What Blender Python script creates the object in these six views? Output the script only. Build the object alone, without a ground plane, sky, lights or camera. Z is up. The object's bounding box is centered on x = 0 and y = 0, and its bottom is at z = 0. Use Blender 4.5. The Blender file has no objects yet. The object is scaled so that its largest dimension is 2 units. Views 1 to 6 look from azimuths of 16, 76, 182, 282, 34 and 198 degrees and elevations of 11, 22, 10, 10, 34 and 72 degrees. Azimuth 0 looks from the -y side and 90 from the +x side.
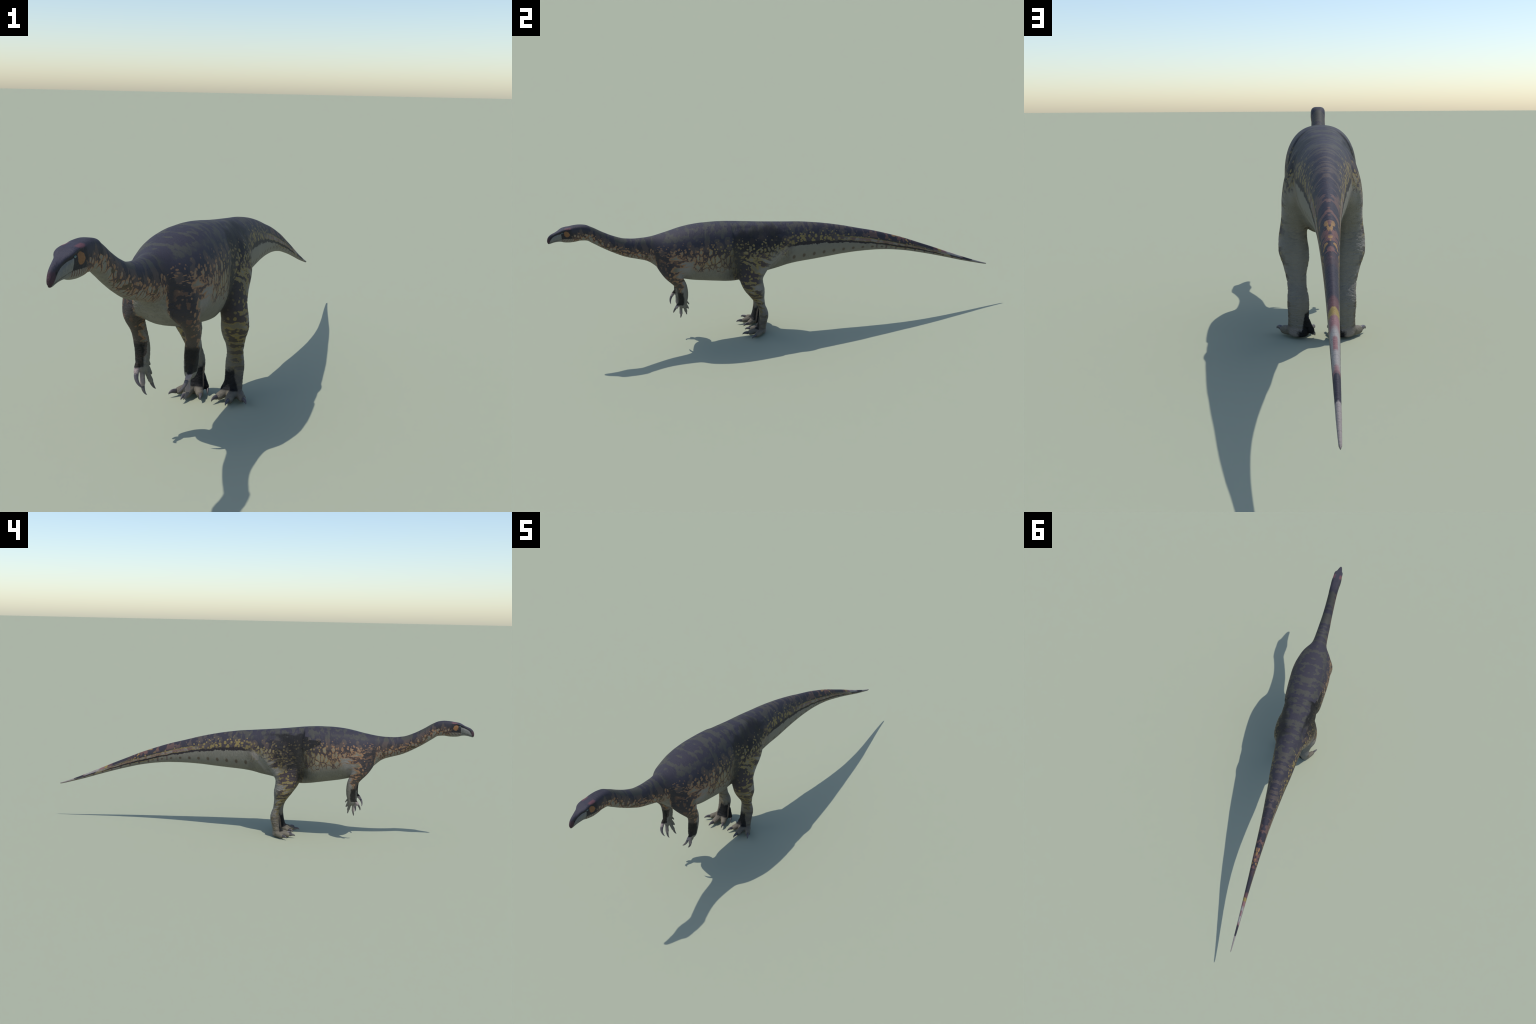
import bpy, bmesh, math, time
import numpy as np
from mathutils import Vector, noise

T0 = time.time()
VOX = 0.0019

# ---------------------------------------------------------------- helpers
def pchip(t, v):
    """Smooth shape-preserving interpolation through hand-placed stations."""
    t = np.asarray(t, float); v = np.asarray(v, float)
    h = np.diff(t); d = np.diff(v, axis=0) / h.reshape(-1, *([1] * (v.ndim - 1)))
    m = np.zeros_like(v)
    m[0], m[-1] = d[0], d[-1]
    for i in range(1, len(t) - 1):
        w1, w2 = 2 * h[i] + h[i - 1], h[i] + 2 * h[i - 1]
        ok = d[i - 1] * d[i] > 0
        with np.errstate(divide="ignore", invalid="ignore"):
            hm = (w1 + w2) / (w1 / d[i - 1] + w2 / d[i])
        m[i] = np.where(ok, hm, 0)
    def f(q):
        q = np.clip(np.asarray(q, float), t[0], t[-1])
        i = np.clip(np.searchsorted(t, q) - 1, 0, len(t) - 2)
        s = (q - t[i]) / h[i]
        sh = (-1,) + (1,) * (v.ndim - 1)
        s_, h_ = s.reshape(sh), h[i].reshape(sh)
        return ((1 + 2 * s_) * (1 - s_) ** 2 * v[i] + s_ * (1 - s_) ** 2 * h_ * m[i]
                + s_ ** 2 * (3 - 2 * s_) * v[i + 1] + s_ ** 2 * (s_ - 1) * h_ * m[i + 1])
    return f

def table(rows):
    a = np.array(rows, float)
    return pchip(a[:, 0], a[:, 1:])

class Soup:
    """Collects closed lofted shells."""
    def __init__(self): self.v, self.f, self.n = [], [], 0
    def add(self, rings, cap=True):
        rings = np.asarray(rings); k, m = rings.shape[:2]
        b = self.n
        self.v.append(rings.reshape(-1, 3))
        self.n += k * m
        for i in range(k - 1):
            for j in range(m):
                j2 = (j + 1) % m
                self.f.append((b + i * m + j, b + i * m + j2, b + (i + 1) * m + j2, b + (i + 1) * m + j))
        if cap:
            self.f.append(tuple(b + j for j in range(m))[::-1])
            self.f.append(tuple(b + (k - 1) * m + j for j in range(m)))
    def mesh(self, name):
        me = bpy.data.meshes.new(name)
        me.from_pydata(np.vstack(self.v).tolist(), [], self.f)
        bm = bmesh.new(); bm.from_mesh(me)
        bmesh.ops.recalc_face_normals(bm, faces=bm.faces)
        bm.to_mesh(me); bm.free()
        return me

def spow(c, p): return np.sign(c) * np.abs(c) ** p

TH = np.linspace(0, 2 * math.pi, 72, endpoint=False)

# ---------------------------------------------------------------- the trunk: head, neck, torso, tail
# y station: z top, z bottom, half width, height of widest point (0..1), roundness of upper and lower half
TRUNK = [
    (-0.9993, .5215, .5135, .0018, .50, 2.0, 2.0),
    (-0.9980, .5265, .5090, .0036, .45, 2.0, 2.0),
    (-0.9945, .5340, .5055, .0055, .42, 2.2, 2.0),
    (-0.9900, .5395, .5060, .0068, .42, 2.3, 2.2),
    (-0.9810, .5460, .5085, .0088, .46, 2.5, 2.2),
    (-0.9700, .5505, .5110, .0115, .52, 2.6, 2.2),
    (-0.9560, .5560, .5120, .0152, .62, 2.8, 2.1),
    (-0.9430, .5630, .5105, .0195, .84, 4.0, 1.9),
    (-0.9350, .5668, .5078, .0206, .84, 4.0, 2.0),
    (-0.9220, .5695, .5055, .0214, .76, 4.0, 2.2),
    (-0.9080, .5715, .5047, .0232, .64, 3.2, 2.3),
    (-0.8900, .5738, .5050, .0236, .61, 3.6, 2.2),
    (-0.8690, .5748, .5075, .0226, .59, 3.5, 2.1),
    (-0.8420, .5713, .5050, .0219, .56, 3.2, 2.0),
    (-0.8180, .5610, .4900, .0218, .50, 2.1, 2.0),
    (-0.7760, .5350, .4620, .0228, .50, 2.1, 2.0),
    (-0.7320, .5115, .4360, .0248, .49, 2.1, 2.0),
    (-0.6870, .4950, .4140, .0284, .48, 2.1, 2.0),
    (-0.6400, .4895, .3990, .0315, .47, 2.1, 2.0),
    (-0.6050, .4895, .3870, .0345, .46, 2.1, 2.0),
    (-0.5850, .4910, .3740, .0380, .46, 2.1, 2.0),
    (-0.5650, .4930, .3560, .0480, .46, 2.1, 2.0),
    (-0.5450, .4960, .3380, .0640, .46, 2.1, 2.0),
    (-0.5250, .4995, .3230, .0770, .46, 2.1, 2.1),
    (-0.5000, .5040, .3080, .0850, .46, 2.2, 2.2),
    (-0.4530, .5140, .2920, .0950, .46, 2.3, 2.2),
    (-0.4100, .5205, .2810, .0985, .45, 2.35, 2.2),
    (-0.3550, .5240, .2710, .0975, .45, 2.4, 2.2),
    (-0.3100, .5240, .2630, .0955, .45, 2.4, 2.2),
    (-0.2650, .5220, .2555, .0925, .46, 2.4, 2.2),
    (-0.2230, .5180, .2515, .0870, .50, 2.4, 2.1),
    (-0.1750, .5120, .2560, .0840, .54, 2.4, 2.0),
    (-0.1200, .5055, .2680, .0780, .56, 2.35, 1.9),
    (-0.0800, .5015, .2770, .0735, .57, 2.25, 1.8),
    (-0.0260, .4965, .2870, .0680, .56, 2.15, 1.8),
    (0.0160, .4925, .2970, .0635, .54, 2.1, 1.9),
    (0.0630, .4885, .3025, .0590, .52, 2.05, 1.9),
    (0.1400, .4775, .3075, .0515, .50, 2.0, 2.0),
    (0.1950, .4672, .3110, .0440, .49, 2.0, 2.0),
    (0.2770, .4480, .3165, .0355, .48, 2.0, 2.0),
    (0.3430, .4295, .3180, .0290, .48, 2.0, 2.0),
    (0.4200, .4085, .3160, .0232, .48, 2.0, 2.0),
    (0.4860, .3870, .3100, .0195, .48, 2.0, 2.0),
    (0.5690, .3570, .2960, .0155, .48, 2.0, 2.0),
    (0.6450, .3250, .2770, .0120, .48, 2.0, 2.0),
    (0.7140, .2960, .2575, .0098, .48, 2.0, 2.0),
    (0.7900, .2625, .2340, .0078, .48, 2.0, 2.0),
    (0.8720, .2275, .2080, .0055, .48, 2.0, 2.0),
    (0.9300, .2040, .1915, .0042, .48, 2.0, 2.0),
    (0.9750, .1870, .1790, .0030, .50, 2.0, 2.0),
    (0.9960, .1800, .1745, .0018, .50, 2.0, 2.0),
    (1.0005, .1780, .1760, .0006, .50, 2.0, 2.0),
]
trunk = table(TRUNK)
TRA = np.array(TRUNK)

def trunk_rings():
    ys = []
    for a, b in zip(TRA[:-1, 0], TRA[1:, 0]):
        n = max(2, int((b - a) / 0.006) + 1)
        ys += list(np.linspace(a, b, n, endpoint=False))
    ys.append(TRA[-1, 0])
    rings = []
    for y in ys:
        zt, zb, w, fr, pu, pl = trunk([y])[0]
        zm = zb + (zt - zb) * fr
        c, s = np.cos(TH), np.sin(TH)
        p = np.where(s > 0, pu, pl)
        x = w * spow(c, 2 / p)
        z = zm + np.where(s > 0, zt - zm, zm - zb) * spow(s, 2 / p)
        rings.append(np.stack([x, np.full_like(x, y), z], 1))
    return rings

# ---------------------------------------------------------------- limbs as stacked level sections
# z: y front, y back, x inner, x outer, squareness
HIND = [
    (.465, -.150, -.075, .030, .070, 2.0),
    (.440, -.180, -.055, .025, .0830, 2.1),
    (.410, -.202, -.035, .020, .0915, 2.2),
    (.375, -.215, -.030, .020, .0970, 2.3),
    (.345, -.2195, -.050, .025, .1000, 2.3),
    (.320, -.221, -.078, .031, .1005, 2.3),
    (.297, -.220, -.099, .035, .1018, 2.3),
    (.270, -.215, -.114, .037, .1056, 2.3),
    (.245, -.207, -.1115, .036, .1088, 2.2),
    (.220, -.195, -.1075, .032, .1090, 2.1),
    (.200, -.181, -.1075, .031, .1040, 2.1),
    (.180, -.167, -.1085, .034, .0965, 2.1),
    (.160, -.152, -.1070, .038, .0910, 2.1),
    (.140, -.139, -.1045, .038, .0865, 2.1),
    (.120, -.1325, -.0970, .035, .0850, 2.1),
    (.100, -.1305, -.0915, .0315, .0860, 2.1),
    (.085, -.1315, -.0910, .0310, .0860, 2.1),
    (.065, -.1345, -.0955, .0315, .0845, 2.1),
    (.045, -.1395, -.1000, .0310, .0845, 2.1),
    (.028, -.1460, -.1025, .0300, .0850, 2.1),
    (.014, -.1500, -.1020, .0300, .0850, 2.1),
    (.006, -.1480, -.1040, .0320, .0820, 2.1),
    (.0015, -.1420, -.1100, .0380, .0760, 2.0),
]
FORE = [
    (.440, -.555, -.490, .030, .066, 2.0),
    (.420, -.566, -.470, .035, .0795, 2.1),
    (.398, -.571, -.458, .035, .0880, 2.1),
    (.375, -.5705, -.452, .032, .0930, 2.2),
    (.355, -.563, -.455, .032, .0955, 2.2),
    (.335, -.5485, -.460, .040, .0945, 2.2),
    (.315, -.531, -.457, .050, .0910, 2.1),
    (.300, -.5165, -.452, .0525, .0890, 2.1),
    (.285, -.503, -.4475, .0525, .0875, 2.1),
    (.265, -.492, -.4445, .0500, .0862, 2.1),
    (.245, -.488, -.4430, .0475, .0845, 2.1),
    (.225, -.4870, -.4440, .0460, .0820, 2.1),
    (.205, -.4875, -.4485, .0462, .0805, 2.1),
    (.190, -.4865, -.4520, .0475, .0785, 2.1),
    (.180, -.4840, -.4550, .0490, .0745, 2.0),
    (.174, -.4800, -.4600, .0520, .0700, 2.0),
]

def limb_rings(rows, side):
    f = table(rows[::-1])
    zs = np.linspace(rows[0][0], rows[-1][0], 110)
    rings = []
    for z in zs:
        yf, yb, xi, xo, p = f([z])[0]
        c, s = np.cos(TH), np.sin(TH)
        x = (xi + xo) / 2 + (xo - xi) / 2 * spow(c, 2 / p)
        y = (yf + yb) / 2 + (yb - yf) / 2 * spow(s, 2 / p)
        if rows is FORE and z > .30:      # the point of the shoulder turns in towards the neck
            x = x * (1 - .50 * np.clip((-.515 - y) / .056, 0, 1) ** 1.3 * min(1, (z - .30) / .05))
        rings.append(np.stack([x * side, y, np.full_like(x, z)], 1))
    return rings

def tube(points, radii, side=1, seg=20, n=28, flat=1.0, tipround=True):
    """Tube along a smooth spine; ends rounded off."""
    P = np.array(points, float); R = np.array(radii, float)
    P[:, 0] *= side
    t = np.r_[0, np.cumsum(np.linalg.norm(np.diff(P, axis=0), axis=1))]
    fp, fr = pchip(t, P), pchip(t, R)
    q = t[-1] * .5 * (1 - np.cos(np.linspace(0, math.pi, n)))     # denser near the rounded ends
    C, rr = fp(q), fr(q)
    if tipround:
        s = np.clip((t[-1] - q) / (rr[-1] + 1e-9), 0, 1); rr = rr * np.sqrt(np.clip(1 - (1 - s) ** 2, 0.03, 1))
        s = np.clip(q / (rr[0] + 1e-9), 0, 1); rr = rr * np.sqrt(np.clip(1 - (1 - s) ** 2, 0.03, 1))
    D = np.gradient(C, axis=0); D /= np.linalg.norm(D, axis=1)[:, None]
    up = np.array([side, 0, 0.]) if abs(D[:, 0]).mean() < .8 else np.array([0, 0, 1.])
    A = np.cross(D, up); A /= np.linalg.norm(A, axis=1)[:, None]
    B = np.cross(A, D)
    th = np.linspace(0, 2 * math.pi, seg, endpoint=False)
    return [C[i] + rr[i] * (np.cos(th)[:, None] * A[i] + flat * np.sin(th)[:, None] * B[i]) for i in range(n)]

# digits: spine, radii ; claws: base centre, control points, tip, base radius
TOES = {
    "outer": ([(.073, -.120, .020), (.082, -.136, .0145), (.092, -.149, .0120), (.1015, -.1610, .0100)], [.0145, .0128, .0115, .0098]),
    "middle": ([(.060, -.132, .024), (.062, -.152, .0165), (.063, -.170, .0130), (.0632, -.1875, .0100)], [.0150, .0134, .0122, .0100]),
    "inner": ([(.045, -.128, .024), (.038, -.142, .0175), (.031, -.155, .0135), (.0238, -.1675, .0098)], [.0145, .0128, .0116, .0096]),
    "hallux": ([(.042, -.106, .058), (.036, -.110, .040), (.028, -.113, .022), (.0215, -.1165, .0120)], [.008, .0090, .0090, .0076]),
}
TOE_CLAWS = [
    ([(.1005, -.1600, .0115), (.1085, -.1705, .0155), (.1135, -.1780, .0125), (.1148, -.1803, .0066)], .0062),
    ([(.0632, -.1865, .0115), (.0645, -.1985, .0160), (.0650, -.2085, .0140), (.0649, -.2122, .0078)], .0064),
    ([(.0243, -.1665, .0112), (.0195, -.1775, .0150), (.0170, -.1865, .0120), (.0165, -.1891, .0050)], .0060),
    ([(.0218, -.1155, .0125), (.0190, -.1200, .0110), (.0170, -.1270, .0060), (.0163, -.1302, .0014)], .0046),
]
FINGERS = {
    "thumb": ([(.0685, -.478, .203), (.0684, -.4865, .194), (.0668, -.4955, .184), (.0642, -.5010, .1745)], [.0078, .0074, .0068, .0062]),
    "second": ([(.0620, -.474, .193), (.0600, -.4765, .180), (.0592, -.4782, .163), (.0588, -.4785, .150), (.0580, -.4780, .1395)], [.0080, .0074, .0064, .0068, .0052]),
    "third": ([(.0585, -.466, .190), (.0562, -.4625, .178), (.0520, -.4585, .162), (.0485, -.4560, .152), (.0452, -.4535, .1420)], [.0076, .0070, .0062, .0064, .0048]),
    "fourth": ([(.0590, -.460, .196), (.0560, -.4540, .185), (.0535, -.4490, .174), (.0506, -.4440, .1605)], [.0060, .0044, .0040, .0035]),
    "fifth": ([(.0610, -.458, .208), (.0585, -.4510, .200), (.0570, -.4455, .192), (.0555, -.4405, .1825)], [.0055, .0038, .0032, .0025]),
}
FINGER_CLAWS = [
    ([(.0650, -.5005, .1775), (.0640, -.5085, .1660), (.0540, -.5110, .1530), (.0446, -.5077, .1474)], .0052),
    ([(.0586, -.4778, .1415), (.0570, -.4800, .1320), (.0530, -.4805, .1235), (.0468, -.4794, .1204)], .0042),
    ([(.0460, -.4540, .1440), (.0435, -.4535, .1370), (.0405, -.4515, .1300), (.0359, -.4500, .1273)], .0040),
]

def bezier(P, n=22):
    P = np.array(P, float); t = np.linspace(0, 1, n)[:, None]
    return (1 - t) ** 3 * P[0] + 3 * t * (1 - t) ** 2 * P[1] + 3 * t ** 2 * (1 - t) * P[2] + t ** 3 * P[3]

def claw_mesh(ctrl, r, side, name):
    C = bezier(ctrl); C[:, 0] *= side
    n = len(C); t = np.linspace(0, 1, n)
    rad = r * (1 - t ** 1.35) ** 0.85 + 0.0004
    D = np.gradient(C, axis=0); D /= np.linalg.norm(D, axis=1)[:, None]
    bend = C[0] + C[-1] - 2 * C[n // 2]
    bend /= np.linalg.norm(bend)
    A = np.cross(D, bend); A /= np.linalg.norm(A, axis=1)[:, None]
    B = np.cross(A, D)
    th = np.linspace(0, 2 * math.pi, 16, endpoint=False)
    s = Soup()
    # flattened from side to side, keeled along the outer curve
    s.add([C[i] + rad[i] * (.80 * np.cos(th)[:, None] * A[i] + 1.08 * np.sin(th)[:, None] * B[i]) for i in range(n)])
    me = s.mesh(name)
    me.shade_smooth()
    return me

# ---------------------------------------------------------------- one skin by voxel union
soup = Soup()
soup.add(trunk_rings())
for side in (1, -1):
    soup.add(limb_rings(HIND, side))
    soup.add(limb_rings(FORE, side))
    for pts, rad in list(TOES.values()) + list(FINGERS.values()):
        soup.add(tube(pts, rad, side))
skin = bpy.data.objects.new("skin_source", soup.mesh("skin_source"))
bpy.context.scene.collection.objects.link(skin)
mod = skin.modifiers.new("Remesh", "REMESH")
mod.mode = "VOXEL"; mod.voxel_size = VOX; mod.adaptivity = 0
dg = bpy.context.evaluated_depsgraph_get()
ev = skin.evaluated_get(dg)
full = bpy.data.meshes.new_from_object(ev)
bpy.data.objects.remove(skin)
nv = len(full.vertices)
V = np.empty(nv * 3, np.float32); full.vertices.foreach_get("co", V); V = V.reshape(-1, 3).astype(float)
E = np.empty(len(full.edges) * 2, np.int32); full.edges.foreach_get("vertices", E); E = E.reshape(-1, 2)
deg = np.bincount(E.ravel(), minlength=nv).astype(float)

def lap(U):
    out = np.zeros_like(U)
    for k in range(U.shape[1]):
        out[:, k] = (np.bincount(E[:, 0], U[E[:, 1], k], nv) + np.bincount(E[:, 1], U[E[:, 0], k], nv)) / deg
    return out - U

def sstep(a, b, x):
    t = np.clip((x - a) / (b - a), 0, 1); return t * t * (3 - 2 * t)

def bump(x, c, w): return np.exp(-((x - c) / w) ** 2)

def smooth(weight, iters, taubin=False):
    global V
    w = weight[:, None]
    for _ in range(iters):
        V = V + .5 * w * lap(V)
        if taubin: V = V - .52 * w * lap(V)

ax = np.abs(V[:, 0])
# settle the voxel steps without shrinking, then flow the joints together
smooth(np.ones(nv), 6, taubin=True)
crease = bump(V[:, 1], -.222, .014) * sstep(.41, .35, V[:, 2]) * sstep(.03, .06, ax)
hip = bump(V[:, 1], -.10, .085) * sstep(.20, .27, V[:, 2]) * sstep(.52, .46, V[:, 2]) * (1 - .9 * crease)
hiptop = bump(V[:, 1], -.12, .08) * sstep(.35, .40, V[:, 2]) * sstep(.50, .47, V[:, 2]) * sstep(.03, .05, ax)
armtop = bump(V[:, 1], -.52, .07) * sstep(.32, .37, V[:, 2]) * sstep(.47, .44, V[:, 2])
arm = bump(V[:, 1], -.51, .07) * sstep(.25, .29, V[:, 2]) * sstep(.46, .42, V[:, 2])
foot = bump(V[:, 1], -.13, .025) * sstep(.075, .05, V[:, 2])
hand = bump(V[:, 1], -.47, .03) * sstep(.165, .18, V[:, 2]) * sstep(-.452, -.460, V[:, 1]) * sstep(.215, .20, V[:, 2])
smooth(np.clip(hip + arm, 0, 1), 40)
smooth(np.clip(hiptop + armtop, 0, 1), 160)
smooth(np.clip(foot * .8 + hand * .4, 0, 1), 4)
# ---------------------------------------------------------------- folds and wrinkles in the skin itself
def normals():
    full.vertices.foreach_set("co", V.astype(np.float32).ravel()); full.update()
    n = np.empty(nv * 3, np.float32); full.vertices.foreach_get("normal", n); return n.reshape(-1, 3).astype(float)

N = normals()
ax = np.abs(V[:, 0]); Y, Z = V[:, 1], V[:, 2]
# hollow of the flank in front of the thigh, and the fold behind it under the tail
D = -.0075 * bump(Y, -.240, .020) * sstep(.255, .30, Z) * sstep(.44, .37, Z) * sstep(.04, .07, ax)
D += -.004 * bump(Y - (Z - .30) * .55, -.085, .012) * sstep(.285, .30, Z) * sstep(.40, .35, Z) * sstep(.03, .05, ax)
# brow shelf over a sunken eye, mouth line
brow_z = np.interp(Y, [-.985, -.965, -.945, -.92, -.90], [.534, .5455, .5545, .5620, .5630])
D += -.0022 * sstep(-.985, -.955, Y) * sstep(-.900, -.925, Y) * bump(Z, brow_z - .0035, .0038) * sstep(.005, .009, ax)
D += .0010 * sstep(-.985, -.955, Y) * sstep(-.895, -.915, Y) * bump(Z, brow_z + .0035, .0030) * sstep(.005, .009, ax)
mouth_z = np.interp(Y, [-1, -.985, -.965, -.94, -.92], [.5085, .5135, .5195, .5255, .5275])
D += -.0009 * bump(Z, mouth_z, .0013) * sstep(-.915, -.93, Y)
# the trunk stands a little proud of the narrower pelvis, along an uneven edge
edge = np.array([noise.noise(Vector((p[0] * 9, p[1] * 9, p[2] * 45))) for p in V]) * .010 - .236
D += -.0034 * sstep(edge - .008, edge + .005, Y) * sstep(-.03, -.16, Y) * sstep(.385, .43, Z) * sstep(.518, .500, Z) * sstep(.025, .045, ax)
# armpit
D += -.003 * bump(Y, -.452, .010) * bump(Z, .325, .022) * sstep(.05, .07, ax)
V = V + N * D[:, None]

def wrinkle(mask, freq, amp):
    """Irregular creases: sharp valleys of a stretched noise."""
    idx = np.where(mask > .02)[0]
    f = np.array(freq)
    pts = np.stack([ax, Y, Z], 1)[idx] * f
    h = np.array([noise.noise(Vector(p)) + .5 * noise.noise(Vector(p * 2.1)) for p in pts])
    d = -amp * (1 - np.clip(np.abs(h) / .22, 0, 1)) ** 1.5 * mask[idx]
    V[idx] += N[idx] * d[:, None]

N = normals()
legz = sstep(.36, .30, Z) * sstep(-.235, -.225, Y) * sstep(.01, .03, ax) * sstep(-.02, -.06, Y) * sstep(.010, .03, Z)
wrinkle(legz * (.45 + .55 * sstep(-.17, -.11, Y)), (30, 30, 120), .0014)
breast = sstep(-.62, -.575, Y) * sstep(-.44, -.48, Y) * sstep(.40, .37, Z) * sstep(.065, .05, ax)
wrinkle(breast, (50, 50, 90), .0019)
armz = sstep(.35, .30, Z) * sstep(-.60, -.58, Y) * sstep(-.43, -.44, Y) * sstep(.04, .05, ax) * sstep(.185, .2, Z)
wrinkle(armz * .6, (30, 30, 130), .0009)
throat = sstep(-.89, -.85, Y) * sstep(-.57, -.60, Y) * sstep(.5, .42, (Z - np.interp(Y, TRA[:, 0], TRA[:, 2])) / (np.interp(Y, TRA[:, 0], TRA[:, 1]) - np.interp(Y, TRA[:, 0], TRA[:, 2])))
wrinkle(throat * .7, (60, 150, 18), .0008)
flank = bump(Y, -.255, .05) * sstep(.25, .26, Z) * sstep(.40, .33, Z) + bump(Y, .0, .07) * sstep(.40, .34, Z) * sstep(.27, .29, Z)
wrinkle(np.clip(flank, 0, 1) * .8, (40, 75, 90), .0009)
full.vertices.foreach_set("co", V.astype(np.float32).ravel()); full.update()
print("skin verts", nv, "time", round(time.time() - T0, 1))
# ---------------------------------------------------------------- node language
class G:
    """Small wrapper so that masks read like formulas."""
    def __init__(self, name):
        self.mat = bpy.data.materials.new(name); self.mat.use_nodes = True
        self.t = self.mat.node_tree; self.bsdf = self.t.nodes["Principled BSDF"]
        self.tc = self.t.nodes.new("ShaderNodeTexCoord")
    def node(self, kind, **props):
        n = self.t.nodes.new(kind)
        for k, v in props.items(): setattr(n, k, v)
        return n
    def put(self, sock, val):
        if isinstance(val, S): self.t.links.new(val.s, sock)
        elif isinstance(val, bpy.types.NodeSocket): self.t.links.new(val, sock)
        elif sock.type == "RGBA" and len(val) == 3: sock.default_value = (*val, 1)
        else: sock.default_value = val
    def math(self, op, *a, clamp=False):
        n = self.node("ShaderNodeMath", operation=op, use_clamp=clamp)
        for i, v in enumerate(a): self.put(n.inputs[i], v)
        return S(self, n.outputs[0])
    def step(self, x, a, b):
        n = self.node("ShaderNodeMapRange", interpolation_type="SMOOTHSTEP")
        for i, v in enumerate((x, a, b, 0.0, 1.0)): self.put(n.inputs[i], v)
        return S(self, n.outputs[0])
    def lin(self, x, a, b, c, d):
        n = self.node("ShaderNodeMapRange")
        for i, v in enumerate((x, a, b, c, d)): self.put(n.inputs[i], v)
        return S(self, n.outputs[0])
    def mix(self, f, a, b):
        n = self.node("ShaderNodeMix", data_type="RGBA", clamp_factor=True)
        self.put(n.inputs[0], f); self.put(n.inputs[6], a); self.put(n.inputs[7], b)
        return S(self, n.outputs[2])
    def fmix(self, f, a, b):
        n = self.node("ShaderNodeMix", data_type="FLOAT", clamp_factor=True)
        self.put(n.inputs[0], f); self.put(n.inputs[2], a); self.put(n.inputs[3], b)
        return S(self, n.outputs[0])
    def xyz(self, v):
        n = self.node("ShaderNodeSeparateXYZ"); self.put(n.inputs[0], v)
        return [S(self, o) for o in n.outputs]
    def vec(self, x, y, z):
        n = self.node("ShaderNodeCombineXYZ")
        for i, v in enumerate((x, y, z)): self.put(n.inputs[i], v)
        return S(self, n.outputs[0])
    def vmath(self, op, a, b):
        n = self.node("ShaderNodeVectorMath", operation=op)
        self.put(n.inputs[0], a); self.put(n.inputs[1], b)
        return S(self, n.outputs[0])
    def noise(self, v, scale, detail=2.0, rough=.5, colour=False):
        n = self.node("ShaderNodeTexNoise")
        self.put(n.inputs["Vector"], v); n.inputs["Scale"].default_value = scale
        n.inputs["Detail"].default_value = detail; n.inputs["Roughness"].default_value = rough
        return S(self, n.outputs["Color" if colour else "Fac"])
    def cells(self, v, scale, feature="F1", out="Distance", rand=1.0):
        n = self.node("ShaderNodeTexVoronoi", feature=feature)
        self.put(n.inputs["Vector"], v); n.inputs["Scale"].default_value = scale
        n.inputs["Randomness"].default_value = rand
        return S(self, n.outputs[out])
    def curve(self, x, pts, lo=-1.0, hi=1.0, ylo=0.0, yhi=1.0):
        """Profile through points, as a Float Curve."""
        n = self.node("ShaderNodeFloatCurve")
        self.put(n.inputs["Value"], self.lin(x, lo, hi, 0.0, 1.0))
        c = n.mapping.curves[0]
        P = [((a - lo) / (hi - lo), (b - ylo) / (yhi - ylo)) for a, b in pts]
        while len(c.points) < len(P): c.points.new(.5, .5)
        for p, q in zip(c.points, P): p.location = q
        n.mapping.update()
        return self.lin(S(self, n.outputs[0]), 0.0, 1.0, ylo, yhi)
    def ramp(self, x, stops, mode="LINEAR"):
        n = self.node("ShaderNodeValToRGB"); self.put(n.inputs[0], x)
        r = n.color_ramp; r.interpolation = mode
        while len(r.elements) < len(stops): r.elements.new(.5)
        for e, (p, c) in zip(r.elements, stops): e.position = p; e.color = (*c, 1)
        return S(self, n.outputs[0])
    def spot(self, a, b, ca, cb, ra, rb, soft=.25):
        """Soft elliptical patch in two coordinates."""
        d = self.math("SQRT", ((a - ca) * (1 / ra)) ** 2 + ((b - cb) * (1 / rb)) ** 2)
        return self.step(d, 1 + soft, 1 - soft)

class S:
    def __init__(self, g, s): self.g, self.s = g, s
    def __add__(self, o): return self.g.math("ADD", self, o)
    __radd__ = __add__
    def __sub__(self, o): return self.g.math("SUBTRACT", self, o)
    def __rsub__(self, o): return self.g.math("SUBTRACT", o, self)
    def __mul__(self, o): return self.g.math("MULTIPLY", self, o)
    __rmul__ = __mul__
    def __truediv__(self, o): return self.g.math("DIVIDE", self, o)
    def __pow__(self, o): return self.g.math("MULTIPLY", self, self) if o == 2 else self.g.math("POWER", self, o)

# base colours (linear)
NAVY = (.035, .032, .044); NAVY_LOW = (.034, .029, .031); OLIVE = (.056, .055, .047)
NET = (.066, .046, .044); ORANGE = (.255, .142, .074); YELLOW = (.205, .155, .060)
PALE = (.210, .200, .172); BELLY = (.188, .174, .144); BLACK = (.0035, .0034, .0038)
ROSE = (.165, .078, .072); TOE = (.165, .143, .108); LEGGREY = (.180, .178, .165)

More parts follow.
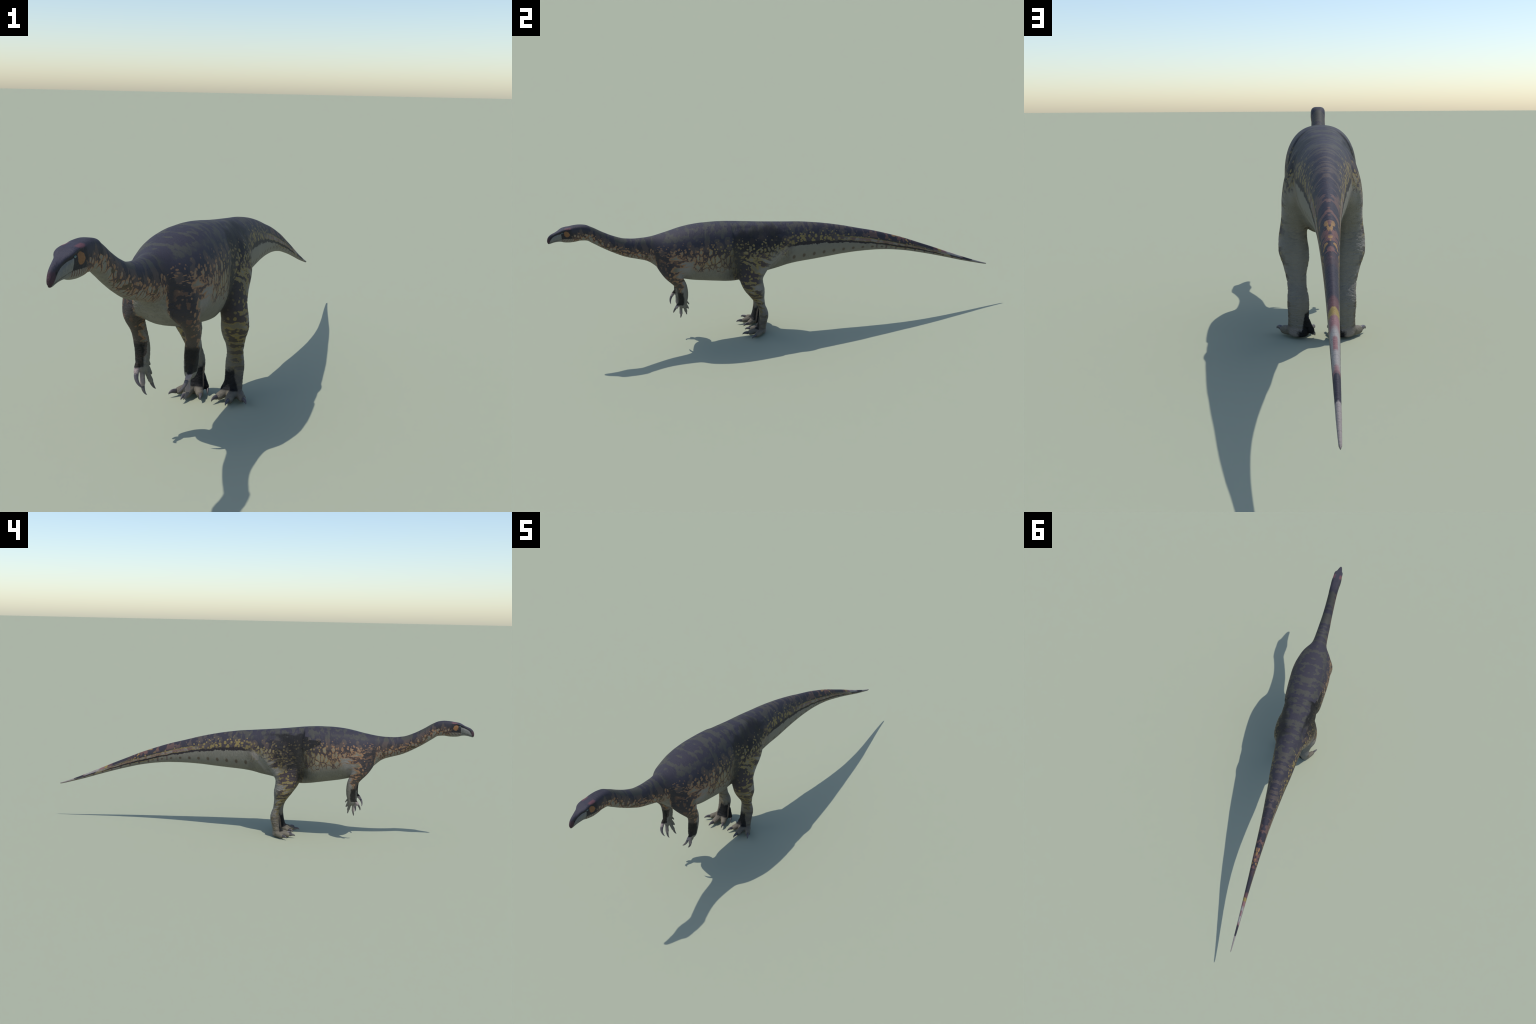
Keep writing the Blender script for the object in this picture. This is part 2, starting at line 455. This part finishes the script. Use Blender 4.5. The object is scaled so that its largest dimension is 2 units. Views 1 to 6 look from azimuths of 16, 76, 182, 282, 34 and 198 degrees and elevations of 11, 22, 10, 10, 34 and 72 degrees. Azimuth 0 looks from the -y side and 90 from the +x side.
def skin_material():
    g = G("dinosaur_skin")
    P = S(g, g.tc.outputs["Object"])
    x, y, z = g.xyz(P)
    ax = g.math("ABSOLUTE", x)
    M = g.vec(ax, y, z)                                   # markings mirror across the spine
    wob = g.noise(M, 42, 3, .6, colour=True)
    W = g.vmath("ADD", M, g.vmath("MULTIPLY", g.vmath("SUBTRACT", wob, (.5, .5, .5)), (.020, .020, .020)))
    W2 = g.vmath('ADD', M, g.vmath('MULTIPLY', g.vmath('SUBTRACT', wob, (.5, .5, .5)), (.011, .011, .011)))
    fine = g.noise(M, 170, 3, .65)
    rag = fine - .5

    # height up the trunk, 0 belly to 1 spine
    top = g.curve(y, [(r[0], r[1]) for r in TRUNK[3::2]], ylo=.1, yhi=.6)
    bot = g.curve(y, [(r[0], r[2]) for r in TRUNK[3::2]], ylo=.1, yhi=.6)
    v = (z - bot) / (top - bot)
    # fore-and-aft position across each limb, 0 front to 1 back
    lf = g.curve(z, [(r[0], r[1]) for r in HIND[::-2]], lo=0, hi=.5, ylo=-.3, yhi=0)
    lb = g.curve(z, [(r[0], r[2]) for r in HIND[::-2]], lo=0, hi=.5, ylo=-.3, yhi=0)
    ul = (y - lf) / (lb - lf)
    af = g.curve(z, [(r[0], r[1]) for r in FORE[::-2]], lo=0, hi=.5, ylo=-.7, yhi=-.3)
    ab = g.curve(z, [(r[0], r[2]) for r in FORE[::-2]], lo=0, hi=.5, ylo=-.7, yhi=-.3)
    ua = (y - af) / (ab - af)

    in_leg = g.step(y, -.255, -.215) * g.step(y - g.math('MAXIMUM', z - .29, 0.0) * .60, -.055, -.095) * g.step(z, .420, .340) * g.step(y + z * -.1, -.02, -.06)
    in_arm = g.step(y, -.585, -.560) * g.step(y + z * -.35, -.535, -.570) * g.step(z + (y + .5) * .3, .445, .395) * g.step(ax + rag * .012, .036, .050)
    limb = g.math("MAXIMUM", in_leg, in_arm)
    neck = g.step(y, -.555, -.600)
    tail = g.step(y + (g.noise(M, 22, 2) - .5) * .09, -.020, .040)

    # ---- effective darkness level: shares one pattern between trunk and limbs
    vt = v + neck * .13 + neck * g.step(v, .52, .24) * .12
    lvl_leg = .82 - ul * .52 - g.step(ul, .72, 1.0) * .12 - g.step(ax, .060, .042) * .08 - g.step(z, .30, .22) * g.step(ul, .7, .3) * .17
    lvl_arm = .84 - ua * .50 + g.step(z, .315, .37) * .07 - g.step(ax, .066, .052) * g.step(z, .33, .28) * .22
    lvl = g.fmix(in_leg, vt, lvl_leg)
    lvl = g.fmix(in_arm, lvl, lvl_arm)
    lvl = lvl + (g.noise(M, 14, 2) - .5) * .10 + rag * .05

    # ---- cells: tall on the flank, long level bars on the limbs
    wx, wy, wz = g.xyz(W)
    nk = 1 + neck * .22
    d1 = g.cells(g.vec(wx * .8 * nk, wy * 1.35 * nk, wz * .80 * nk), 41, 'DISTANCE_TO_EDGE')
    bars = g.noise(g.vec(wx * .30, wy * .30, wz * 1.5 + (wy + .08) * (.15 + g.step(z, .27, .42) * 1.5) * in_leg), 46, 1)
    size2 = g.fmix(limb, 1.0, .85)
    d2 = g.cells(g.vmath("MULTIPLY", W2, g.vec(size2, size2, size2)), 74)
    d3 = g.cells(g.vmath("MULTIPLY", W, (.75, 1.1, .85)), 33)

    hipn = g.noise(g.vec(x * .6, y * .55, z * 1.8), 26, 3, .65) - .5
    lefty = g.step(x, .01, -.01)
    # ---- dorsal ground: navy with dim olive blotches and saddles
    blot = g.step(d3 + rag * .16, .49, .42) * g.step(v, .42, .62)
    band = g.noise(g.vmath("MULTIPLY", W, (.45, 1.0, .6)), 50, 2)
    saddle = g.step(band + rag * .10, .50, .54)
    onback = g.step(v, .84, .93)
    patch = g.fmix(onback, blot, saddle)
    patch = g.fmix(neck, patch, g.step(g.noise(g.vmath("MULTIPLY", W, (.3, 1.2, .3)), 38, 2) + rag * .10, .47, .52))
    patch = g.fmix(tail, patch, saddle * g.step(v, .66, .76))
    patch = patch * g.step(y, -.895, -.865)
    saddlec = g.ramp(g.lin(y, -1, 1, 0, 1), [(.50, OLIVE), (.66, (.080, .062, .058)), (.74, (.135, .072, .062)), (.85, ROSE)])
    saddlec = g.mix(g.step(v, .86, .76) * g.step(y, .2, .0), saddlec, (.078, .058, .052))
    ground = g.mix(g.step(v, .80, .55), NAVY, NAVY_LOW)
    col = g.mix(patch * .95, ground, saddlec)

    # ---- small dots above the flank
    r2 = g.ramp(lvl, [(.42, (.30,) * 3), (.62, (.40,) * 3), (.72, (.37,) * 3), (.80, (.24,) * 3), (.88, (0,) * 3)])
    q2 = S(g, r2.s) * 1.0 - d2 - .02
    hue = g.step(y + (g.noise(M, 9) - .5) * .2, -.42, -.22)
    dotc = g.mix(hue, ORANGE, YELLOW)
    dotc = g.mix(g.step(lvl, .82, .66), g.mix(.55, dotc, NET), dotc)
    scar = g.step(g.math('ABSOLUTE', y + .080 - (z - .30) * .85 + hipn * .03), .026, .008) * g.step(z, .295, .31) * g.step(z, .415, .385) * g.step(hipn, -.16, -.02)
    dot = g.step(q2 + rag * .04, -.01, .04) * (1 - tail) * g.step(y, -.90, -.86)
    col = g.mix(g.step(lvl, .70, .48) * (1 - tail), col, NET)
    col = g.mix(in_leg * g.step(z, .37, .27) * .75, col, g.mix(g.step(z, .30, .20), (.052, .038, .044), (.070, .055, .044)))
    col = g.mix(in_arm * g.step(z, .37, .29) * .8, col, (.078, .060, .046))
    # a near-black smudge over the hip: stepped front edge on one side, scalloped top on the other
    front_l = -.244 - g.step(z, .4820, .4810) * .018 - g.step(z, .4690, .4680) * .059 + g.step(z, .456, .41) * .075
    dark_l = g.step(y - front_l, -.001, .0015) * g.step(y + hipn * .2, -.045, -.15)
    dark_l = dark_l * g.step(z + hipn * .05, .495, .485) * g.step(z + hipn * .12 + g.step(y, -.235, -.215) * .035, .350, .395) * g.step(hipn, -.24, -.10)
    wedge = g.step(y, -.2445, -.2435) * g.step(y, -.215, -.243) * g.step(z, .513, .49) * g.step(z, .47, .48)
    front_r = g.noise(g.vec(0.0, y * 1.0, z * .15), 24, 1) * .07
    dark_r = g.step(y + hipn * .03, -.250, -.232) * g.step(y + hipn * .2, .02, -.05) * g.step(z - front_r, .465, .445) * g.step(z + hipn * .15, .365, .42)
    hipdark = g.fmix(lefty, dark_r * .75, g.math("MAXIMUM", dark_l, wedge))
    col = g.mix(hipdark * .95, col, (.0075, .0070, .0075))
    mott = g.step(g.noise(W, 46, 2), .555, .60) * in_arm * g.step(z, .30, .33) * g.step(ax, .05, .062)
    col = g.mix(mott * .75, col, (.125, .070, .045))
    col = g.mix(dot * (.9 - hipdark * lefty * .60), col, dotc)

    # ---- large pale cells with a coloured rim
    r1 = g.ramp(lvl, [(.20, (0,) * 3), (.27, (.125,) * 3), (.40, (.165,) * 3), (.52, (.205,) * 3), (.61, (.275,) * 3), (.68, (.40,) * 3), (.74, (.8,) * 3)])
    q1 = d1 - S(g, r1.s) + .10 + rag * .08
    r1b = g.ramp(lvl, [(.18, (.22,) * 3), (.34, (.42,) * 3), (.50, (.485,) * 3), (.62, (.54,) * 3), (.72, (.64,) * 3), (.82, (.85,) * 3)])
    q1 = g.fmix(limb, q1, (bars - S(g, r1b.s)) * 1.3 + .02 + rag * .06)
    rim = g.step(q1, -.015, .02)
    inner = g.step(q1, .045, .15)
    pale = g.mix(g.step(lvl, .40, .25), PALE, BELLY)
    hair = g.step(g.noise(g.vmath('MULTIPLY', W, (.8, 1.7, .45)), 150, 2, .6), .46, .60)  # wrinkle shading baked into the pale skin colour as fine dark streaks
    pale = g.mix(g.noise(M, 60, 3) * .5 + hair * .35, pale, (.130, .118, .092))
    pale = g.mix(limb * .6, pale, (.225, .200, .185))
    pale = g.mix((1 - limb) * (1 - neck) * g.step(lvl, .30, .42) * .5, pale, (.215, .180, .100))
    rimc = g.mix(g.step(lvl, .45, .22) * .9, dotc, pale)
    front = limb * g.step(lvl, .46, .58)
    pale = g.mix(front * .8, pale, (.125, .105, .062))
    cellc = g.mix(inner, rimc, pale)
    col = g.mix(rim * (1 - tail) * (1 - hipdark * (.55 + lefty * .35)), col, cellc)
    # brown blotches in a row low on the neck
    row = g.step(g.cells(g.vmath('MULTIPLY', W, (1, .75, 1.2)), 46) + g.math('ABSOLUTE', v - .25) * 1.6, .50, .40) * neck * g.step(y, -.86, -.82)
    col = g.mix(row * .85, col, (.066, .050, .030))
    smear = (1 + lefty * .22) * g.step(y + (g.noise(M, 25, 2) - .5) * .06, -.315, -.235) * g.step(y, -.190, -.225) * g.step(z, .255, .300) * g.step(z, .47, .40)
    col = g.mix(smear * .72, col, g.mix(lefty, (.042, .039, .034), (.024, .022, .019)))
    col = g.mix(scar * (.35 + lefty * .45), col, (.29, .255, .235))
    # throat and breast stay pale between the arms
    breast = g.step(ax + rag * .012 + wob_x(g, wob) * .02, .052, .040) * g.step(y, -.62, -.575) * g.step(y, -.40, -.47) * g.step(z, .375, .345)
    col = g.mix(breast * (1 - in_arm), col, BELLY)

    # ---- tail: dark line along the side, coloured band over it, pale below
    wv = v + (g.noise(W, 36, 3, .65) - .5) * .16 + rag * .06
    thick = (g.noise(g.vmath('MULTIPLY', W, (1, 1, .3)), 38, 1) - .5) * .06
    line = thick * .5 + g.curve(y, [(-1, .56), (-.03, .55), (.10, .56), (.22, .535), (.36, .46), (.50, .38), (.66, .36), (.80, .42), (1, .5)])
    h = wv - line
    far = g.step(y, .18, .40)
    end = g.step(y, .42, .60)
    under = g.mix(g.noise(M, 50, 3) * .5, BELLY, (.155, .145, .12))
    dashes = g.spot(g.math("PINGPONG", y + .012, .0235), v + rag * .05, 0.0, .235, .0068, .055, .4) * g.step(y, .62, .45)
    under = g.mix(dashes * .85, under, (.085, .058, .040))
    under = g.mix(g.step(h, -.15, -.125) * end * g.step(g.noise(W, 45, 1), .40, .46), under, YELLOW)
    ticks = g.step(g.math('ABSOLUTE', g.math('PINGPONG', y + rag * .01, .024)), .006, .003) * g.step(y, .36, .46) * g.step(h, -.30, -.22)
    under = g.mix(ticks * .8, under, (.075, .042, .042))
    tcol = g.mix(g.step(h + end * .05 + thick, -.045, -.030), under, (.024, .019, .022))
    bandc = g.mix(g.step(g.math('ABSOLUTE', h - .12), .040, .070), g.mix(g.step(g.noise(W, 30, 2), .42, .6), (.165, .100, .082), (.205, .180, .160)), YELLOW)
    upper = g.mix(g.step(h, .26, .10) * .8 * (1 - far), col, (.066, .046, .046))
    tdot = g.step(.30 - g.step(g.math("ABSOLUTE", h - .20), .10, .22) * .34 - d2 + rag * .1, -.01, .05)
    upper = g.mix(tdot * .95, upper, g.mix(g.noise(M, 60, 1), YELLOW, (.255, .175, .075)))
    bandc = g.mix(far, g.mix(g.step(q2 + .14 + rag * .2, -.03, .04), (.05, .040, .044), YELLOW), bandc)
    tcol = g.mix(g.step(h, .035, .055), tcol, bandc)
    tcol = g.mix(g.step(h, .20, .225), tcol, upper)
    # yellow flecks beside the spine, then pale rose and grey towards the tip
    crown = g.step(v + rag * .2, .80, .90)
    fleck = g.step(g.noise(g.vmath("MULTIPLY", W, (2.2, .6, .6)), 48, 1), .55, .59) * g.step(y, .47, .53) * g.step(y, .70, .66) * g.step(v, .6, .72)
    tcol = g.mix(fleck, tcol, (.27, .155, .06))
    along = y + (g.noise(W, 60, 2) - .5) * .022 - (1 - v) * .022
    PINK = (.225, .120, .122); ASH = (.275, .255, .240)
    tip_top = g.ramp(g.lin(along, .60, 1.0, 0, 1), [
        (.00, (.115, .058, .050)), (.10, NAVY), (.28, NAVY), (.30, (.10, .052, .056)), (.345, (.12, .06, .062)), (.355, (.27, .195, .062)),
        (.385, (.26, .185, .062)), (.40, PINK), (.44, PINK), (.47, ASH), (.64, ASH), (.66, PINK), (.685, NAVY), (.785, NAVY), (.80, (.26, .23, .215)), (1.0, (.25, .215, .20))])
    dash = g.step(g.math("ABSOLUTE", y + rag * .01 - .815), .016, .010) * g.step(v, .90, .97)
    tip_top = g.mix(dash, tip_top, PINK)
    tip_side = g.ramp(g.lin(along, .60, 1.0, 0, 1), [(.00, (.20, .15, .07)), (.15, (.24, .19, .10)), (.32, ASH), (.46, (.23, .20, .13)), (.49, (.045, .036, .048)), (.74, (.040, .034, .046)), (.78, (.23, .205, .19)), (1.0, (.20, .175, .165))])
    tipc = g.mix(g.step(v + rag * .25, .62, .74), tip_side, tip_top)
    tipc = g.mix(g.step(v + rag * .25, .46, .36), tipc, under)
    tipmask = g.step(y, .60, .64) * g.math("MAXIMUM", g.step(v + rag * .2, .60, .70), g.step(y + rag * .04, .74, .79))
    tcol = g.mix(tipmask, tcol, tipc)
    col = g.mix(tail, col, tcol)

    # ---- lower legs, feet and hands
    shin = in_leg * g.step(z, .19, .11)
    brown = g.mix(g.noise(M, 34, 3), (.070, .060, .047), (.140, .124, .100))
    legback = in_leg * g.step(ul, .62, .92)
    col = g.mix(legback * .75, col, g.mix(g.noise(M, 40, 3), (.150, .146, .130), (.225, .216, .192)))
    col = g.mix((1 - legback * .85) * shin * (.38 + g.step(z, .12, .07) * .42), col, brown)
    inside = in_leg * g.step(ax, .062, .046) * g.step(z, .30, .24)
    col = g.mix(inside * .60, col, g.mix(g.noise(M, 30, 3), (.125, .118, .098), (.19, .178, .154)))
    footm = g.step(z + rag * .01, .034, .022) * in_leg_region(g, y)
    col = g.mix(footm, col, g.mix(g.noise(M, 60, 3), (.115, .100, .076), (.185, .162, .122)))
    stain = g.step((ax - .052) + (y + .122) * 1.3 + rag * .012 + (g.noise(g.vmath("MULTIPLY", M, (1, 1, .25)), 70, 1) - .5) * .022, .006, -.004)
    stain = stain * g.step(z + rag * .01 + (g.noise(M, 60, 2) - .5) * .03, .092, .076) * g.step(z + (y + .14) * .3, .022, .028) * in_leg_region(g, y)
    heel = g.step(y, -.120, -.108) * g.step(z, .034, .020) * in_leg_region(g, y)
    col = g.mix(heel * .7, col, (.235, .205, .190))
    back_black = g.step(ax + rag * .01 + (z - .05) * .15, .047, .043) * g.step(z + ax * .4, .086, .078) * g.step(y, -.130, -.122) * g.step(y, -.08, -.09)
    sole = g.step(ax + rag * .012, .066, .054) * g.step(z + rag * .012, .024, .014) * g.step(y, -.132, -.118) * in_leg_region(g, y)
    stain = g.math('MAXIMUM', stain, g.math('MAXIMUM', back_black, sole))
    hallux = g.step(ax, .040, .034) * g.step(y, -.129, -.122) * g.step(z, .075, .06) * in_leg_region(g, y)
    stain = g.math("MAXIMUM", stain, hallux)
    strip = g.step(g.math("ABSOLUTE", (y + .122) + (z - .05) * -.18), .0042, .0025) * g.step(ax, .045, .036) * g.step(z, .085, .075)
    col = g.mix(stain, col, BLACK)
    col = g.mix(stain * strip * .9, col, (.20, .145, .105))
    cuff_n = (g.noise(g.vmath("MULTIPLY", M, (1, 1, .2)), 80, 2) - .5)
    cuff = g.step(ua + cuff_n * .5, .60, .44) * g.step(ax + cuff_n * .016, .0505, .0565) * in_arm_region(g, y) * g.step(z + rag * .012, .262, .246) * g.step(z, .1895, .1915)
    col = g.mix(cuff * .96, col, (.0065, .0060, .0050))
    handm = in_arm_region(g, y) * g.step(z + rag * .004, .1935, .1895)
    thumb = g.step(y + z * .25, -.437, -.442)
    handc = g.mix(g.noise(M, 70, 3), (.14, .13, .11), (.22, .205, .175))
    handc = g.mix(thumb, handc, (.29, .235, .225))
    col = g.mix(handm, col, handc)

    # ---- head
    head = g.step(y, -.893, -.899)
    hy = y + rag * .004; hz = z + rag * .004
    browline = g.curve(hy, [(-1, .520), (-.985, .536), (-.965, .5475), (-.945, .5565), (-.92, .5655), (-.90, .5665), (-.88, .560)], lo=-1, hi=-.88, ylo=.5, yhi=.6)
    crownc = g.mix(g.noise(M, 90, 3) * .6, NAVY, (.048, .046, .070))
    hc = g.mix(g.step(z - browline, -.004, .003), (.020, .018, .022), crownc)
    edge = g.curve(hy, [(-1, .498), (-.991, .512), (-.984, .5245), (-.976, .5345), (-.96, .5435), (-.94, .550), (-.9, .553)], lo=-1, hi=-.9, ylo=.48, yhi=.57)
    snout = g.mix(g.noise(g.vmath("MULTIPLY", M, (1, 2, .6)), 150, 3), (.115, .115, .106), (.190, .188, .176))
    hc = g.mix(g.step(hz - edge, .0008, -.0008) * g.step(hy, -.9390, -.9405), hc, snout)
    beak = g.step(y + rag * .008, -.9815, -.9890) * g.step(z + rag * .006, .539, .529) * g.step(hz - edge, .000, .0015)
    hc = g.mix(beak * .8, hc, g.mix(g.noise(M, 120, 2), (.075, .030, .036), (.050, .030, .042)))
    # cheek: pale with dark red bars
    cheek = g.step(hz, .5275, .5255) * g.step(hy, -.9405, -.939)
    bars = g.step(g.math("SINE", (y + z * .35) * 980 + rag * 5), .1, .5) * g.step(z, .510, .516)
    cheekc = g.mix(bars * .85, BELLY, (.085, .036, .028))
    hc = g.mix(cheek, hc, cheekc)
    hc = g.mix(g.step(hz, .5255, .5285) * g.step(hy, -.905, -.897) * g.step(z, .566, .558) * .8, hc, (.022, .019, .022))
    mouth = g.step(g.math("ABSOLUTE", z - g.curve(y, [(-1, .5085), (-.985, .5135), (-.965, .5195), (-.94, .5255), (-.92, .5275), (-.9, .5275)], lo=-1, hi=-.9, ylo=.5, yhi=.54)), .0014, .0005)
    hc = g.mix(mouth * .65 * g.step(y, -.925, -.935), hc, (.035, .030, .026))
    disc = g.spot(hy + g.math('ABSOLUTE', z - .5465) * .16, hz + (y + .9165) * .15, -.9165, .5465, .0112, .0120, .10)
    hc = g.mix(disc * .95, hc, g.mix(g.noise(M, 220, 2), (.17, .078, .030), (.26, .125, .050)))
    browspot = g.spot(hy, hz, -.911, .5690, .0125, .0042, .35) * g.step(ax, .008, .013)
    hc = g.mix(browspot * .85, hc, (.135, .056, .066))
    nostril = g.spot(y, z, -.9835, .5305, .0016, .0024, .4)
    hc = g.mix(nostril, hc, (.006, .006, .006))
    neckmix = g.step(y + rag * .02, -.902, -.890)
    col = g.mix(neckmix, hc, col)

    g.put(g.bsdf.inputs["Base Color"], col)
    g.bsdf.inputs["Roughness"].default_value = .68
    g.bsdf.inputs["Specular IOR Level"].default_value = .28

    # ---- fine relief: scales, hair-thin wrinkles running round body and limbs
    scales = g.cells(W, 260, "DISTANCE_TO_EDGE")
    wr_t = g.noise(g.vmath("MULTIPLY", W, (.5, 1.6, .35)), 90, 3, .6)
    wr_l = g.noise(g.vmath("MULTIPLY", W, (.4, .4, 1.9)), 62, 3, .6)
    wr = g.fmix(limb, wr_t, wr_l)
    relief = g.step(wr, .40, .60) * .9 + g.step(scales, 0, .25) * .35
    b = g.node("ShaderNodeBump"); b.inputs["Strength"].default_value = .6; b.inputs["Distance"].default_value = .0020
    g.put(b.inputs["Height"], relief * (1 - g.step(v, .55, .75) * (1 - limb) * .65))
    g.put(g.bsdf.inputs["Normal"], b.outputs[0])
    return g.mat

def wob_x(g, wob):
    return g.xyz(wob)[0] - .5
def in_leg_region(g, y): return g.step(y, -.245, -.235) * g.step(y, -.08, -.09)
def in_arm_region(g, y): return g.step(y, -.56, -.55) * g.step(y, -.43, -.44)

def horn_material():
    g = G("claw_horn")
    P = S(g, g.tc.outputs["Object"])
    n = g.noise(g.vmath("MULTIPLY", P, (1, 1, 2.5)), 160, 3)
    g.put(g.bsdf.inputs["Base Color"], g.mix(n, (.045, .040, .045), (.115, .100, .105)))
    g.bsdf.inputs["Roughness"].default_value = .42
    return g.mat

def eye_material():
    g = G("eye_wet")
    y, z = g.xyz(S(g, g.tc.outputs["Object"]))[1:]
    iris = g.spot(y, z, 0.0, 0.0, .0016, .0022, .2)
    g.put(g.bsdf.inputs["Base Color"], g.mix(iris, (.10, .15, .145), (.015, .03, .03)))
    g.bsdf.inputs["Roughness"].default_value = .25
    return g.mat
# ---------------------------------------------------------------- split the one skin into named parts
nf = len(full.polygons)
lv = np.empty(len(full.loops), np.int32); full.loops.foreach_get("vertex_index", lv)
quad = lv.reshape(nf, 4)
C = V[quad].mean(1)
fx, fy, fz = C.T; fa = np.abs(fx)
REG = ["head", "neck", "torso", "tail", "forelimb", "forelimb", "hindlimb", "hindlimb", "hand", "hand", "foot", "foot"]
reg = np.full(nf, 2)
reg[fy > .0] = 3
reg[fy < -.575] = 1
reg[fy < -.895] = 0
leg = (fy > -.225) & (fy - fz * .62 < -.272) & (fz < .35) & (fa > .022) & (fz < .250 + (fa - .02) * 1.6)
armr = (fy > -.576) & (fy - .35 * fz < -.556) & (fz < .36) & (fa > .045) & (fz < .285 + (fa - .045) * 1.8)
reg[armr] = np.where(fx[armr] > 0, 4, 5)
reg[leg] = np.where(fx[leg] > 0, 6, 7)
low = leg & (fz < .035); reg[low] = np.where(fx[low] > 0, 10, 11)
pal = armr & (fz < .195); reg[pal] = np.where(fx[pal] > 0, 8, 9)

vn = np.empty(nv * 3, np.float32); full.vertices.foreach_get("normal", vn); vn = vn.reshape(-1, 3)
skinmat, horn, eyemat = skin_material(), horn_material(), eye_material()
link = bpy.context.scene.collection.objects.link

root = bpy.data.objects.new("dinosaur", None); link(root)
root["label"] = "long-necked two-legged dinosaur with dark spotted back and striped limbs"
root["category"] = "dinosaur"

def part(name, faces, parent):
    q = quad[faces]
    used, inv = np.unique(q, return_inverse=True)
    me = bpy.data.meshes.new(name)
    me.vertices.add(len(used)); me.vertices.foreach_set("co", V[used].astype(np.float32).ravel())
    me.loops.add(q.size); me.loops.foreach_set("vertex_index", inv.reshape(-1).astype(np.int32))
    me.polygons.add(len(q)); me.polygons.foreach_set("loop_start", np.arange(0, q.size, 4, dtype=np.int32))
    me.update(calc_edges=True); me.validate()
    me.shade_smooth()
    me.normals_split_custom_set_from_vertices(vn[used].tolist())
    me.materials.append(skinmat)
    o = bpy.data.objects.new(name, me); link(o); o.parent = parent
    return o

made = {}
for i, name in enumerate(REG):
    if i < 8: made[i] = part(name, np.where(reg == i)[0], root)
for i in range(8, 12):
    made[i] = part(REG[i], np.where(reg == i)[0], made[i - 4])

for k, side in enumerate((1, -1)):
    for ctrl, r in TOE_CLAWS:
        o = bpy.data.objects.new("toe_claw", claw_mesh(ctrl, r, side, "toe_claw")); link(o)
        o.parent = made[6 + k]; o.data.materials.append(horn)
    for ctrl, r in FINGER_CLAWS:
        o = bpy.data.objects.new("finger_claw", claw_mesh(ctrl, r, side, "finger_claw")); link(o)
        o.parent = made[4 + k]; o.data.materials.append(horn)
    me = bpy.data.meshes.new("eye")
    bm = bmesh.new(); bmesh.ops.create_uvsphere(bm, u_segments=20, v_segments=12, radius=1)
    bm.to_mesh(me); bm.free(); me.shade_smooth(); me.materials.append(eyemat)
    me.transform(__import__("mathutils").Matrix.Diagonal((.0030, .0042, .0030, 1)))
    o = bpy.data.objects.new("eye", me); link(o); o.parent = made[0]
    o.location = (side * .0180, -.9345, .5522)
bpy.data.meshes.remove(full)
print("script time", round(time.time() - T0, 1))
